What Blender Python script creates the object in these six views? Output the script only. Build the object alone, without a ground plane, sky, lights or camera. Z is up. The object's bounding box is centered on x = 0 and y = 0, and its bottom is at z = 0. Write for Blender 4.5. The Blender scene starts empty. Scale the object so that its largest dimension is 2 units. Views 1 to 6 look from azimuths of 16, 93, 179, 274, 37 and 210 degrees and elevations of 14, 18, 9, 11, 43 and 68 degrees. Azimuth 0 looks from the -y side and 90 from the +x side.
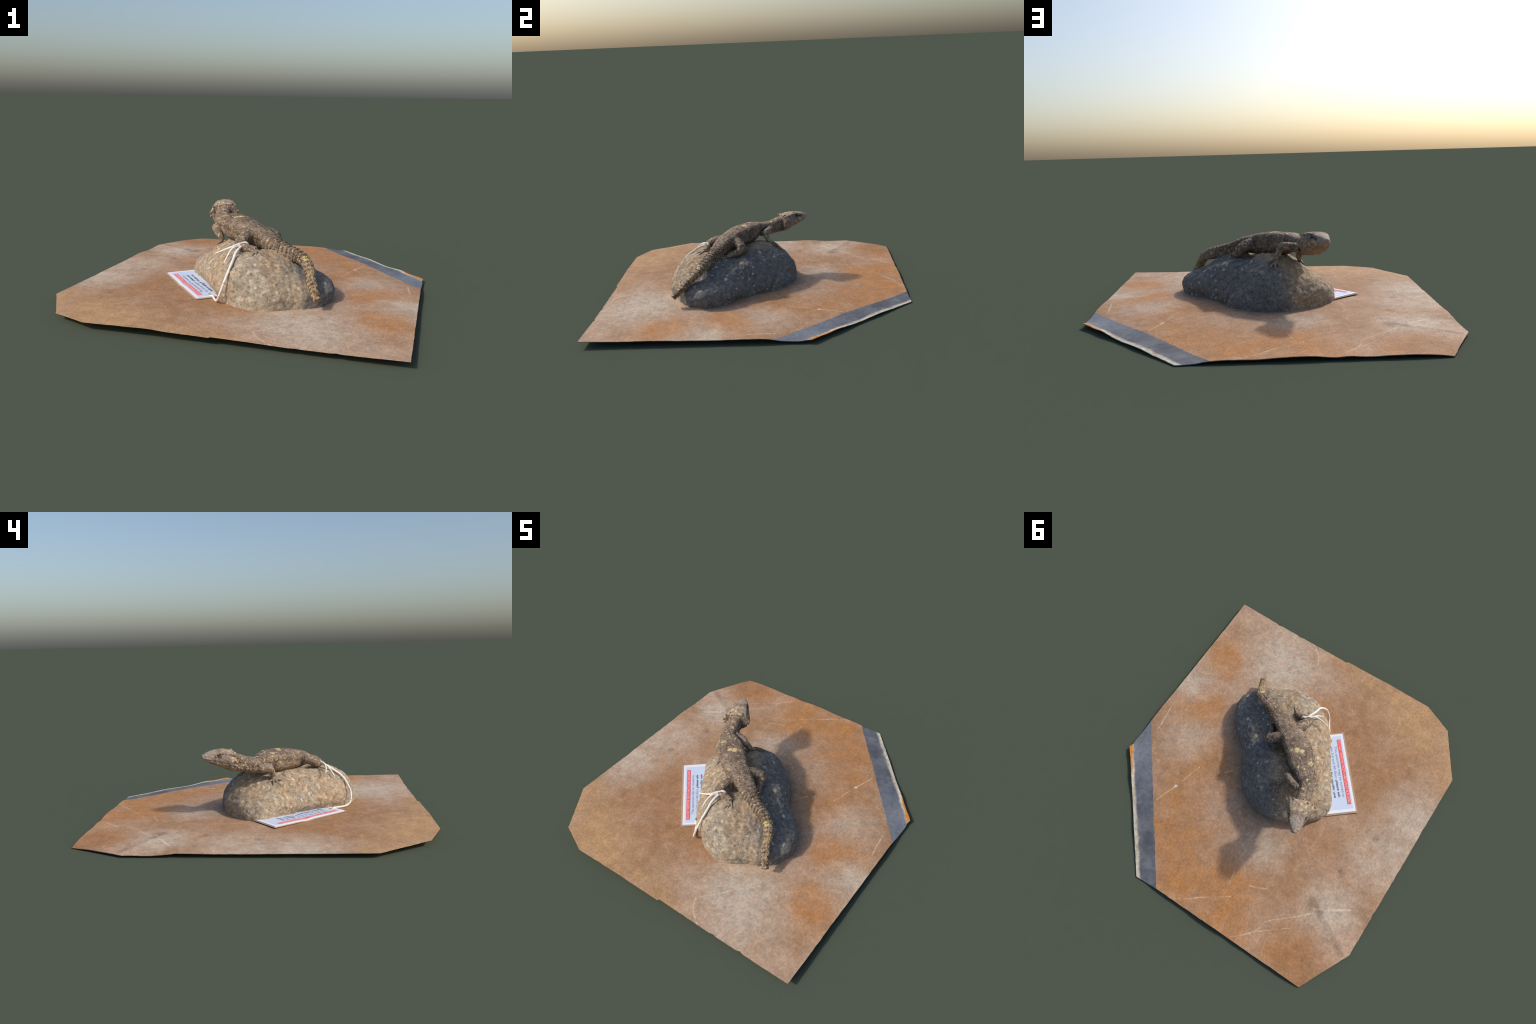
import bpy, bmesh, math
import numpy as np
from mathutils import Matrix, Vector, noise
from mathutils.geometry import delaunay_2d_cdt

rng = np.random.default_rng(7)
SC = bpy.context.scene.collection


# ------------------------------------------------------------------ helpers
def new_object(name, mesh, parent=None, material=None):
    ob = bpy.data.objects.new(name, mesh)
    SC.objects.link(ob)
    if parent is not None:
        ob.parent = parent
    if material is not None and mesh is not None:
        mesh.materials.append(material)
    return ob


def mesh_from(verts, faces, smooth=True, name="part"):
    me = bpy.data.meshes.new(name)
    me.from_pydata([tuple(map(float, v)) for v in verts], [], [tuple(map(int, f)) for f in faces])
    me.validate()
    if smooth:
        me.polygons.foreach_set("use_smooth", [True] * len(me.polygons))
    me.update()
    return me


def catmull(points, per=8):
    """Smooth curve through control rows (any number of columns)."""
    P = np.asarray(points, float)
    out = []
    n = len(P)
    for i in range(n - 1):
        p0, p1, p2, p3 = P[max(i - 1, 0)], P[i], P[i + 1], P[min(i + 2, n - 1)]
        for k in range(per):
            t = k / per
            out.append(0.5 * (2 * p1 + (p2 - p0) * t + (2 * p0 - 5 * p1 + 4 * p2 - p3) * t * t + (3 * p1 - p0 - 3 * p2 + p3) * t ** 3))
    out.append(P[-1])
    return np.array(out)


def rings_to_mesh(rings, cap=True):
    """Skin a list of closed rings (all the same length) and cap the ends."""
    k = len(rings[0])
    verts = [p for r in rings for p in r]
    faces = []
    for i in range(len(rings) - 1):
        for j in range(k):
            a, b = i * k + j, i * k + (j + 1) % k
            faces.append((a, b, b + k, a + k))
    if cap:
        faces.append(tuple(range(k))[::-1])
        faces.append(tuple((len(rings) - 1) * k + j for j in range(k)))
    return verts, faces


def tube(points, per=6, k=12, flat=1.0):
    """Round limb: rows are x, y, z, radius."""
    C = catmull(points, per)
    rings = []
    for i, c in enumerate(C):
        T = Vector(C[min(i + 1, len(C) - 1)][:3]) - Vector(C[max(i - 1, 0)][:3])
        T.normalize()
        ref = Vector((0, 0, 1)) if abs(T.z) < 0.9 else Vector((1, 0, 0))
        lat = T.cross(ref).normalized()
        up = lat.cross(T)
        r = max(c[3], 0.001)
        rings.append([Vector(c[:3]) + lat * (r * math.cos(a)) + up * (r * flat * math.sin(a)) for a in np.linspace(0, 2 * math.pi, k, endpoint=False)])
    return rings_to_mesh(rings)


def join_shells(shells):
    verts, faces = [], []
    for v, f in shells:
        o = len(verts)
        verts += [tuple(p) for p in v]
        faces += [tuple(i + o for i in q) for q in f]
    return verts, faces


def fbm(p, octaves=4):
    return noise.fractal(Vector(p), 1.0, 2.1, octaves, noise_basis="PERLIN_ORIGINAL")


# ------------------------------------------------------------------ node helpers
class Mat:
    def __init__(self, name, rough=0.8, spec=0.3):
        self.m = bpy.data.materials.new(name)
        self.m.use_nodes = True
        self.t = self.m.node_tree
        self.b = self.t.nodes["Principled BSDF"]
        self.b.inputs["Roughness"].default_value = rough
        self.b.inputs["Specular IOR Level"].default_value = spec
        self.pos = self.node("ShaderNodeTexCoord").outputs["Object"]

    def node(self, kind, **kw):
        n = self.t.nodes.new(kind)
        for k, v in kw.items():
            setattr(n, k, v)
        return n

    def put(self, sock, v):
        if hasattr(v, "is_output"):
            self.t.links.new(v, sock)
        elif v is not None:
            sock.default_value = v

    def math(self, op, a, b=None, c=None, clamp=False):
        n = self.node("ShaderNodeMath", operation=op, use_clamp=clamp)
        for s, v in zip(n.inputs, (a, b, c)):
            self.put(s, v)
        return n.outputs[0]

    def vmath(self, op, a, b=None, scale=None):
        n = self.node("ShaderNodeVectorMath", operation=op)
        self.put(n.inputs[0], a)
        self.put(n.inputs[1], b)
        if scale is not None:
            self.put(n.inputs["Scale"], scale)
        return n.outputs["Value"] if op in ("LENGTH", "DISTANCE", "DOT_PRODUCT") else n.outputs[0]

    def ramp(self, v, a, b, lo=0.0, hi=1.0):
        n = self.node("ShaderNodeMapRange", interpolation_type="SMOOTHSTEP")
        for s, x in zip(n.inputs, (v, a, b, lo, hi)):
            self.put(s, x)
        return n.outputs[0]

    def noise(self, scale, detail=4, rough=0.6, stretch=None, offset=(0, 0, 0), dist=0.0):
        mp = self.node("ShaderNodeMapping")
        self.put(mp.inputs["Vector"], self.pos)
        mp.inputs["Location"].default_value = offset
        if stretch:
            mp.inputs["Scale"].default_value = stretch
        n = self.node("ShaderNodeTexNoise")
        self.put(n.inputs["Vector"], mp.outputs[0])
        n.inputs["Scale"].default_value = scale
        n.inputs["Detail"].default_value = detail
        n.inputs["Roughness"].default_value = rough
        n.inputs["Distortion"].default_value = dist
        return n.outputs["Fac"]

    def voronoi(self, scale, out="Color", feature="F1", offset=(0, 0, 0)):
        mp = self.node("ShaderNodeMapping")
        self.put(mp.inputs["Vector"], self.pos)
        mp.inputs["Location"].default_value = offset
        n = self.node("ShaderNodeTexVoronoi", feature=feature)
        self.put(n.inputs["Vector"], mp.outputs[0])
        n.inputs["Scale"].default_value = scale
        return n.outputs[out]

    def mix(self, f, a, b, blend="MIX"):
        n = self.node("ShaderNodeMix", data_type="RGBA", blend_type=blend)
        self.put(n.inputs[0], f)
        for s, v in ((n.inputs[6], a), (n.inputs[7], b)):
            self.put(s, v if hasattr(v, "is_output") else (*v, 1.0))
        return n.outputs[2]

    def grey(self, v):
        n = self.node("ShaderNodeCombineColor")
        for s in n.inputs[:3]:
            self.put(s, v)
        return n.outputs[0]

    def spot(self, centre, radius, soft=0.5):
        d = self.vmath("DISTANCE", self.wobbly, centre)
        return self.ramp(d, radius, radius * soft)

    def segment(self, a, b, width):
        a, b = Vector(a), Vector(b)
        ab = b - a
        rel = self.vmath("SUBTRACT", self.wobbly, tuple(a))
        h = self.math("DIVIDE", self.vmath("DOT_PRODUCT", rel, tuple(ab)), ab.dot(ab), clamp=True)
        near = self.vmath("SCALE", tuple(ab), scale=h)
        return self.ramp(self.vmath("DISTANCE", rel, near), width, width * 0.25)

    def any(self, masks):
        m = masks[0]
        for k in masks[1:]:
            m = self.math("MAXIMUM", m, k)
        return m

    def wobble(self, scale, amount):
        mp = self.node("ShaderNodeTexNoise")
        self.put(mp.inputs["Vector"], self.pos)
        mp.inputs["Scale"].default_value = scale
        mp.inputs["Detail"].default_value = 2
        off = self.vmath("SCALE", self.vmath("SUBTRACT", mp.outputs["Color"], (0.5, 0.5, 0.5)), scale=amount)
        self.wobbly = self.vmath("ADD", self.pos, off)

    def bump(self, h, strength, dist):
        n = self.node("ShaderNodeBump")
        n.inputs["Strength"].default_value = strength
        n.inputs["Distance"].default_value = dist
        self.put(n.inputs["Height"], h)
        self.put(self.b.inputs["Normal"], n.outputs[0])

    def colour(self, c):
        self.put(self.b.inputs["Base Color"], c if hasattr(c, "is_output") else (*c, 1.0))
        return self.m


def srgb(r, g, b):
    f = lambda c: c / 12.92 if c <= 0.04045 else ((c + 0.055) / 1.055) ** 2.4
    return tuple(f(c / 255) for c in (r, g, b))


# ------------------------------------------------------------------ materials
def board_material():
    M = Mat("weathered_tabletop", 0.72, 0.25)
    M.wobble(9, 0.02)
    brown, orange, pink, pale, ochre = srgb(158, 118, 88), srgb(174, 116, 66), srgb(176, 142, 120), srgb(188, 172, 158), srgb(180, 138, 100)

    def patch(centre, radius, noise_scale, shift, lo=0.34, hi=0.60, amount=1.0):
        """A blotch with a ragged, broken-up outline."""
        n = M.noise(noise_scale, 7, 0.72, offset=shift)
        far = M.math("ADD", M.vmath("DISTANCE", M.pos, (*centre, 0.03)), M.math("MULTIPLY", M.math("SUBTRACT", n, 0.5), radius * 0.9))
        return M.math("MULTIPLY", M.ramp(far, radius * 1.15, radius * 0.05), M.math("MULTIPLY", M.ramp(M.noise(noise_scale * 2.3, 6, 0.75, offset=shift), 0.28, 0.66, 0.35, 1.0), amount))

    c = M.mix(M.ramp(M.noise(2.6, 7, 0.68), 0.36, 0.64), brown, pink)
    c = M.mix(M.ramp(M.noise(7.5, 6, 0.7, offset=(2, 8, 1)), 0.52, 0.70, 0, 0.6), c, srgb(188, 156, 134))
    c = M.mix(M.ramp(M.noise(6.0, 6, 0.7, offset=(5, 3, 1)), 0.54, 0.72, 0, 0.55), c, srgb(146, 102, 68))
    # rusty orange: beside the slate strip, along the far side, in the front right corner
    rust = [patch((0.33, 0.71), 0.36, 4, (3, 1, 0)), patch((-0.11, 0.72), 0.30, 4, (3, 2, 0)), patch((-0.20, 0.95), 0.34, 4, (1, 1, 0)), patch((0.10, 0.85), 0.32, 4, (4, 1, 0)), patch((0.71, -0.15), 0.24, 5, (3, 4, 0)),
            patch((0.80, -0.57), 0.22, 5, (3, 1, 5)), patch((0.50, 0.17), 0.30, 5, (2, 1, 5), amount=0.8), patch((-0.60, 0.93), 0.28, 4, (7, 1, 5), amount=0.8), patch((0.45, 0.45), 0.26, 5, (8, 1, 5), amount=0.7)]
    c = M.mix(M.math("MULTIPLY", M.any(rust), 0.9), c, orange)
    # brown round the label and behind the stone
    stain = [patch((-0.50, -0.46), 0.42, 4, (1, 7, 1)), patch((-0.29, -0.56), 0.30, 5, (1, 6, 1)), patch((0.06, -0.60), 0.22, 5, (1, 5, 1)), patch((-0.42, 0.24), 0.26, 5, (1, 4, 1)), patch((-0.73, 0.0), 0.24, 5, (1, 3, 1), amount=0.6), patch((-0.76, 0.95), 0.30, 5, (1, 2, 1))]
    c = M.mix(M.math("MULTIPLY", M.any(stain), 0.75), c, srgb(150, 104, 68))
    # ochre margin along the near left edge
    sep = M.node("ShaderNodeSeparateXYZ")
    M.put(sep.inputs[0], M.pos)
    x, y = sep.outputs[0], sep.outputs[1]
    edge_l = M.ramp(M.math("ADD", M.math("MULTIPLY", x, -0.40), M.math("MULTIPLY", y, -0.92)), 0.70, 0.98)
    c = M.mix(M.math("MULTIPLY", edge_l, M.ramp(M.noise(4.2, 4, 0.6, offset=(0, 5, 0)), 0.3, 0.6, 0.3, 0.9)), c, ochre)
    # pale worn places
    worn = [patch((0.40, -0.71), 0.34, 5, (1, 2, 3), 0.30, 0.62), patch((0.55, -0.80), 0.30, 5, (2, 2, 3), 0.34, 0.66, 0.8), patch((-0.88, -0.26), 0.30, 5, (1, 2, 6), 0.32, 0.62, 0.8), patch((-0.83, 0.05), 0.32, 5, (1, 5, 3), 0.34, 0.64, 0.7),
            patch((0.89, -0.28), 0.22, 6, (1, 8, 3), 0.34, 0.64, 0.8), patch((-0.72, 0.52), 0.24, 6, (3, 8, 3), 0.34, 0.64, 0.8), patch((0.66, 0.10), 0.22, 6, (4, 8, 3), 0.36, 0.66, 0.6), patch((-0.15, 0.42), 0.22, 6, (5, 8, 3), 0.36, 0.66, 0.6)]
    c = M.mix(M.math("MULTIPLY", M.any(worn), 0.9), c, pale)
    # dark smudges on the left half
    sm = M.any([M.spot((-0.656, 0.295, 0.03), 0.035, 0.1), M.spot((-0.821, 0.340, 0.03), 0.04, 0.1), M.spot((-0.799, 0.667, 0.02), 0.06, 0.1), M.spot((-0.614, 0.56, 0.02), 0.05, 0.1), M.spot((-0.73, -0.011, 0.03), 0.04, 0.1), M.spot((0.335, 0.185, 0.032), 0.016, 0.3), M.segment((-0.587, 0.531, 0.025), (-0.896, 0.71, 0.014), 0.03)])
    c = M.mix(M.math("MULTIPLY", sm, M.ramp(M.noise(14, 4, 0.7), 0.3, 0.65, 0.1, 0.6)), c, srgb(108, 86, 70))
    # scratches
    light = [((0.57, 0.538, 0.024), (0.524, 0.401, 0.026), 0.0075), ((0.524, 0.401, 0.026), (0.473, 0.214, 0.03), 0.005), ((-0.227, 0.673, 0.021), (-0.33, 0.628, 0.022), 0.0065),
             ((0.083, 0.968, 0.018), (-0.173, 0.788, 0.023), 0.0065), ((-0.306, 0.981, 0.014), (-0.408, 0.884, 0.018), 0.007), ((-0.408, 0.884, 0.018), (-0.562, 0.754, 0.02), 0.006), ((-0.408, 0.884, 0.018), (-0.432, 0.796, 0.02), 0.006), ((-0.432, 0.796, 0.02), (-0.645, 0.595, 0.022), 0.005),
             ((0.311, 0.151, 0.033), (0.249, 0.062, 0.035), 0.0055), ((0.892, -0.081, 0.03), (0.862, 0.134, 0.029), 0.0075),
             ((0.354, -0.991, 0.037), (0.278, -0.938, 0.038), 0.008), ((0.278, -0.938, 0.038), (0.233, -0.866, 0.038), 0.006), ((0.482, -0.599, 0.039), (0.238, -0.858, 0.038), 0.0035), ((-0.633, 0.576, 0.024), (-0.82, 0.462, 0.024), 0.011), ((-0.061, 0.471, 0.03), (-0.122, 0.742, 0.024), 0.0035)]
    scr = M.any([M.segment(a, b, w) for a, b, w in light])
    c = M.mix(M.math("MULTIPLY", scr, M.ramp(M.noise(30, 4), 0.3, 0.65, 0.12, 0.6)), c, srgb(222, 194, 164))
    c = M.mix(M.math("MULTIPLY", M.spot((0.524, 0.401, 0.026), 0.014), 0.8), c, srgb(200, 200, 198))
    grey_scr = M.segment((0.26, 0.51, 0.028), (0.139, 0.221, 0.033), 0.0045)
    c = M.mix(M.math("MULTIPLY", grey_scr, 0.6), c, srgb(124, 114, 108))
    # grain
    gr = M.noise(95, 7, 0.8, stretch=(1.0, 0.6, 1.0))
    c = M.mix(1.0, c, M.grey(M.ramp(gr, 0.25, 0.75, 0.70, 1.28)), "MULTIPLY")
    gr2 = M.noise(18, 5, 0.72, offset=(9, 9, 0))
    c = M.mix(1.0, c, M.grey(M.ramp(gr2, 0.25, 0.75, 0.84, 1.14)), "MULTIPLY")
    c = M.mix(1.0, c, (1.05, 1.11, 1.07), "MULTIPLY")
    M.bump(gr, 0.25, 0.003)
    return M.colour(c)


def strip_material():
    M = Mat("slate_edge", 0.6, 0.3)
    M.wobble(14, 0.02)
    a, b = Vector((0.234, 0.995, 0.012)), Vector((0.94, 0.12, 0.029))
    # distance out from the inner line of the strip
    d = (b - a)
    nrm = Vector((-d.y, d.x, 0)).normalized()
    if nrm.dot(Vector((0.7, 0.7, 0))) < 0:
        nrm = -nrm
    rel = M.vmath("SUBTRACT", M.wobbly, tuple(a))
    out = M.vmath("DOT_PRODUCT", rel, tuple(nrm))
    along = M.vmath("DOT_PRODUCT", rel, tuple(d.normalized()))
    c = M.mix(M.ramp(M.noise(7, 5, 0.65), 0.35, 0.65), srgb(82, 84, 92), srgb(112, 114, 118))
    c = M.mix(M.ramp(along, 0.45, 0.95, 0, 0.5), c, srgb(126, 132, 142))
    # the outer lip: cream, turning to orange near the tip
    rim = M.math("SUBTRACT", M.math("ADD", 0.1155, M.math("MULTIPLY", along, 0.0278)), out)
    c = M.mix(M.ramp(rim, 0.032, 0.010), c, M.mix(M.ramp(M.noise(26, 3), 0.35, 0.6), srgb(186, 174, 148), srgb(208, 198, 178)))
    tip = M.ramp(M.math("SUBTRACT", rim, M.ramp(along, 0.55, 0.98, -0.012, 0.020)), 0.010, -0.008)
    c = M.mix(tip, c, srgb(194, 126, 50))
    c = M.mix(1.0, c, M.grey(M.ramp(M.noise(45, 5, 0.7, stretch=(1, 1, 1)), 0.25, 0.75, 0.78, 1.15)), "MULTIPLY")
    return M.colour(c)


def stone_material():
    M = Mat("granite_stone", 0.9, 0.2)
    M.wobble(20, 0.02)
    c = M.mix(M.ramp(M.noise(5, 5, 0.65), 0.35, 0.65), srgb(168, 146, 120), srgb(160, 150, 134))
    # cool shade of the side away from the sun, painted grey beyond the ridge
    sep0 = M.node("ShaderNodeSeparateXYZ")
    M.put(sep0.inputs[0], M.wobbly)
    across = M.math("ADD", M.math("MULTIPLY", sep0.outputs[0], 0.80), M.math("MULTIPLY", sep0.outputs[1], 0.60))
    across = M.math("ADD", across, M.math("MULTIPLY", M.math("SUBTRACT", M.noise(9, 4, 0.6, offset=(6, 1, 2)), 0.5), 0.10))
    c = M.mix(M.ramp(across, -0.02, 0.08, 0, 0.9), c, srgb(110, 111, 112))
    c = M.mix(M.ramp(M.noise(34, 6, 0.8, offset=(4, 0, 1)), 0.46, 0.64, 0, 0.9), c, M.mix(1.0, c, (1.75, 1.70, 1.62), "MULTIPLY"))
    c = M.mix(M.ramp(M.noise(44, 6, 0.8, offset=(0, 3, 1)), 0.49, 0.64, 0, 0.9), c, M.mix(1.0, c, (0.50, 0.47, 0.44), "MULTIPLY"))
    c = M.mix(M.ramp(M.noise(120, 4, 0.7, offset=(2, 2, 2)), 0.5, 0.7, 0, 0.7), c, M.mix(1.0, c, (0.5, 0.48, 0.46), "MULTIPLY"))
    # white crystals, mostly on the front face
    vz = M.math("ADD", M.voronoi(38, "Distance"), M.math("MULTIPLY", M.math("SUBTRACT", M.noise(90, 3), 0.5), 0.9))
    pick = M.voronoi(38, "Color")
    sep = M.node("ShaderNodeSeparateColor")
    M.put(sep.inputs[0], pick)
    cry = M.math("MULTIPLY", M.ramp(vz, 0.42, 0.15), M.ramp(sep.outputs[0], 0.80, 0.9))
    c = M.mix(M.math("MULTIPLY", cry, 0.75), c, srgb(216, 206, 190))
    c = M.mix(M.spot((0.237, -0.098, 0.247), 0.016), c, srgb(176, 164, 120))
    c = M.mix(M.spot((0.368, -0.191, 0.188), 0.018), c, srgb(205, 205, 205))
    c = M.mix(1.0, c, (1.00, 0.985, 0.965), "MULTIPLY")
    M.bump(M.noise(90, 6, 0.8), 0.8, 0.006)
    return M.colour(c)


def lizard_material(kind):
    M = Mat("lizard_skin_" + kind, 0.7, 0.3)
    M.wobble(75, 0.026)
    base_a, base_b = srgb(148, 130, 112), srgb(116, 98, 82)
    c = M.mix(M.ramp(M.noise(14, 4, 0.6), 0.35, 0.65), base_a, base_b)
    cell = M.voronoi(95, "Color")
    sep = M.node("ShaderNodeSeparateColor")
    M.put(sep.inputs[0], cell)
    c = M.mix(M.ramp(sep.outputs[0], 0.70, 0.75, 0, 0.6), c, srgb(82, 66, 52))
    share = {"head": 0.80, "torso": 0.90, "tail": 0.84, "limb": 0.82}[kind]
    c = M.mix(M.ramp(sep.outputs[1], share, share + 0.03, 0, 0.7), c, srgb(190, 166, 130))
    if kind == "torso":
        row = [(-0.066, -0.088, 0.414, 0.020), (-0.095, -0.100, 0.412, 0.018), (-0.040, -0.075, 0.410, 0.014), (-0.176, -0.062, 0.404, 0.017),
               (-0.02, -0.115, 0.405, 0.012), (-0.165, -0.012, 0.405, 0.012), (-0.215, 0.03, 0.392, 0.012), (-0.225, 0.09, 0.392, 0.013), (-0.195, -0.085, 0.375, 0.013),
               (-0.150, -0.135, 0.375, 0.012), (-0.10, -0.175, 0.372, 0.012), (-0.24, -0.02, 0.375, 0.012), (0.02, -0.27, 0.345, 0.014), (-0.13, 0.0, 0.41, 0.011), (-0.03, -0.225, 0.36, 0.010)]
        m = M.any([M.spot(r[:3], r[3], 0.45) for r in row])
        c = M.mix(M.math("MULTIPLY", m, 0.85), c, srgb(214, 192, 140))
        c = M.mix(M.math("MULTIPLY", M.segment((-0.02, -0.115, 0.41), (0.12, -0.215, 0.37), 0.016), 0.5), c, srgb(92, 78, 76))
    if kind == "tail":
        sep2 = M.node("ShaderNodeSeparateXYZ")
        M.put(sep2.inputs[0], M.wobbly)
        yellow = M.math("MULTIPLY", M.ramp(sep2.outputs[0], 0.33, 0.42), M.ramp(M.noise(38, 3, 0.6), 0.46, 0.58))
        c = M.mix(M.math("MULTIPLY", yellow, 0.65), c, srgb(192, 162, 104))
        c = M.mix(M.spot((0.360, -0.362, 0.268), 0.020), c, srgb(214, 194, 122))
    if kind == "head":
        c = M.mix(0.35, c, srgb(160, 142, 126))
        cream = srgb(206, 184, 134)
        m = M.any([M.spot((-0.255, 0.238, 0.447), 0.016), M.spot((-0.318, 0.229, 0.434), 0.014), M.spot((-0.285, 0.150, 0.428), 0.034), M.spot((-0.235, 0.175, 0.44), 0.016),
                   M.segment((-0.270, 0.185, 0.442), (-0.290, 0.228, 0.442), 0.010), M.segment((-0.303, 0.182, 0.435), (-0.292, 0.228, 0.440), 0.010),
                   M.spot((-0.20, 0.20, 0.42), 0.018), M.spot((-0.330, 0.165, 0.395), 0.016), M.spot((-0.262, 0.300, 0.405), 0.018), M.spot((-0.240, 0.268, 0.395), 0.016), M.spot((-0.215, 0.235, 0.385), 0.014)])
        c = M.mix(M.math("MULTIPLY", m, 0.75), c, cream)
        snout = M.ramp(M.vmath("DISTANCE", M.wobbly, (-0.315, 0.325, 0.44)), 0.085, 0.03)
        c = M.mix(M.math("MULTIPLY", snout, 0.75), c, srgb(176, 160, 144))
        socket = M.any([M.spot((-0.252, 0.276, 0.430), 0.017, 0.5), M.spot((-0.338, 0.244, 0.414), 0.017, 0.5), M.segment((-0.255, 0.285, 0.428), (-0.268, 0.315, 0.420), 0.009), M.segment((-0.338, 0.248, 0.412), (-0.336, 0.275, 0.41), 0.007)])
        c = M.mix(M.math("MULTIPLY", socket, 0.85), c, srgb(42, 36, 34))
    c = M.mix(1.0, c, M.grey(M.ramp(M.noise(160, 4, 0.7), 0.3, 0.7, 0.72, 1.2)), "MULTIPLY")
    M.bump(M.noise(220, 4, 0.7), 0.35, 0.003)
    return M.colour(c)


def plain(name, col, rough=0.6, spec=0.3, grain=0.08):
    M = Mat(name, rough, spec)
    n = M.noise(120, 3)
    return M.colour(M.mix(1.0, M.mix(0.0, col, col), M.grey(M.ramp(n, 0.3, 0.7, 1 - grain, 1 + grain)), "MULTIPLY"))


# ------------------------------------------------------------------ board
RELIEF = [(.524, .401, .027), (-.227, .673, .021), (-.177, .791, .023), (.34, .184, .032), (-.659, .296, .030), (-.826, .342, .027), (-.35, -.3, .036), (.05, -.1, .035), (.577, .55, .026), (.60, -.60, .0395), (-.40, -.66, .038), (.81, .42, .014), (.62, .66, .014), (.40, .90, .008), (.80, .20, .027), (.88, .10, .0285), (.70, .33, .0265)]
# the warped rim, corner by corner
RELIEF += [(-.560, -.999, .0435), (-.351, -.999, .047), (-.248, -.999, .049), (-.160, -.999, .045), (.037, -.999, .041), (.317, -.999, .0375), (.445, -.999, .035), (.656, -.999, .035), (.787, -.999, .038), (.944, -.999, .041)]
RELIEF += [(.944, -.782, .036), (.944, -.585, .0355), (.944, -.390, .032), (.944, -.186, .030), (.944, .095, .029), (.944, .147, .020), (.944, .293, .015), (.940, .347, .0245), (.816, .491, .024), (.728, .593, .0125), (.577, .770, .014), (.501, .860, .0075)]
RELIEF += [(.380, .999, .003), (.299, .999, .004), (.259, .999, .0112), (.174, .999, .0165), (.021, .999, .015), (-.047, .999, .020), (-.215, .999, .0205), (-.297, .999, .013), (-.351, .999, .018), (-.408, .999, .0130), (-.596, .999, .0158), (-.753, .999, .0096)]
RELIEF += [(-.791, 1.0, .003), (-.824, .934, .0099), (-.877, .825, .0128), (-.945, .688, .0136), (-.945, .491, .0155), (-.945, .429, .022), (-.945, .177, .022), (-.945, -.048, .0245), (-.945, -.230, .0258), (-.945, -.442, .0272), (-.945, -.622, .029), (-.766, -.904, .037)]
RP = np.array(RELIEF)


def tps(r2):
    return np.where(r2 > 1e-12, 0.5 * r2 * np.log(np.maximum(r2, 1e-12)), 0.0)


_n = len(RP)
_K = tps(((RP[:, None, :2] - RP[None, :, :2]) ** 2).sum(-1)) + 0.0008 * np.eye(_n)
_A = np.block([[_K, np.c_[np.ones(_n), RP[:, :2]]], [np.c_[np.ones(_n), RP[:, :2]].T, np.zeros((3, 3))]])
_W = np.linalg.solve(_A, np.r_[RP[:, 2], 0, 0, 0])


def board_z(x, y):
    x, y = np.atleast_1d(x), np.atleast_1d(y)
    r2 = (x[:, None] - RP[None, :, 0]) ** 2 + (y[:, None] - RP[None, :, 1]) ** 2
    return tps(r2) @ _W[:_n] + _W[_n] + _W[_n + 1] * x + _W[_n + 2] * y


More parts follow.
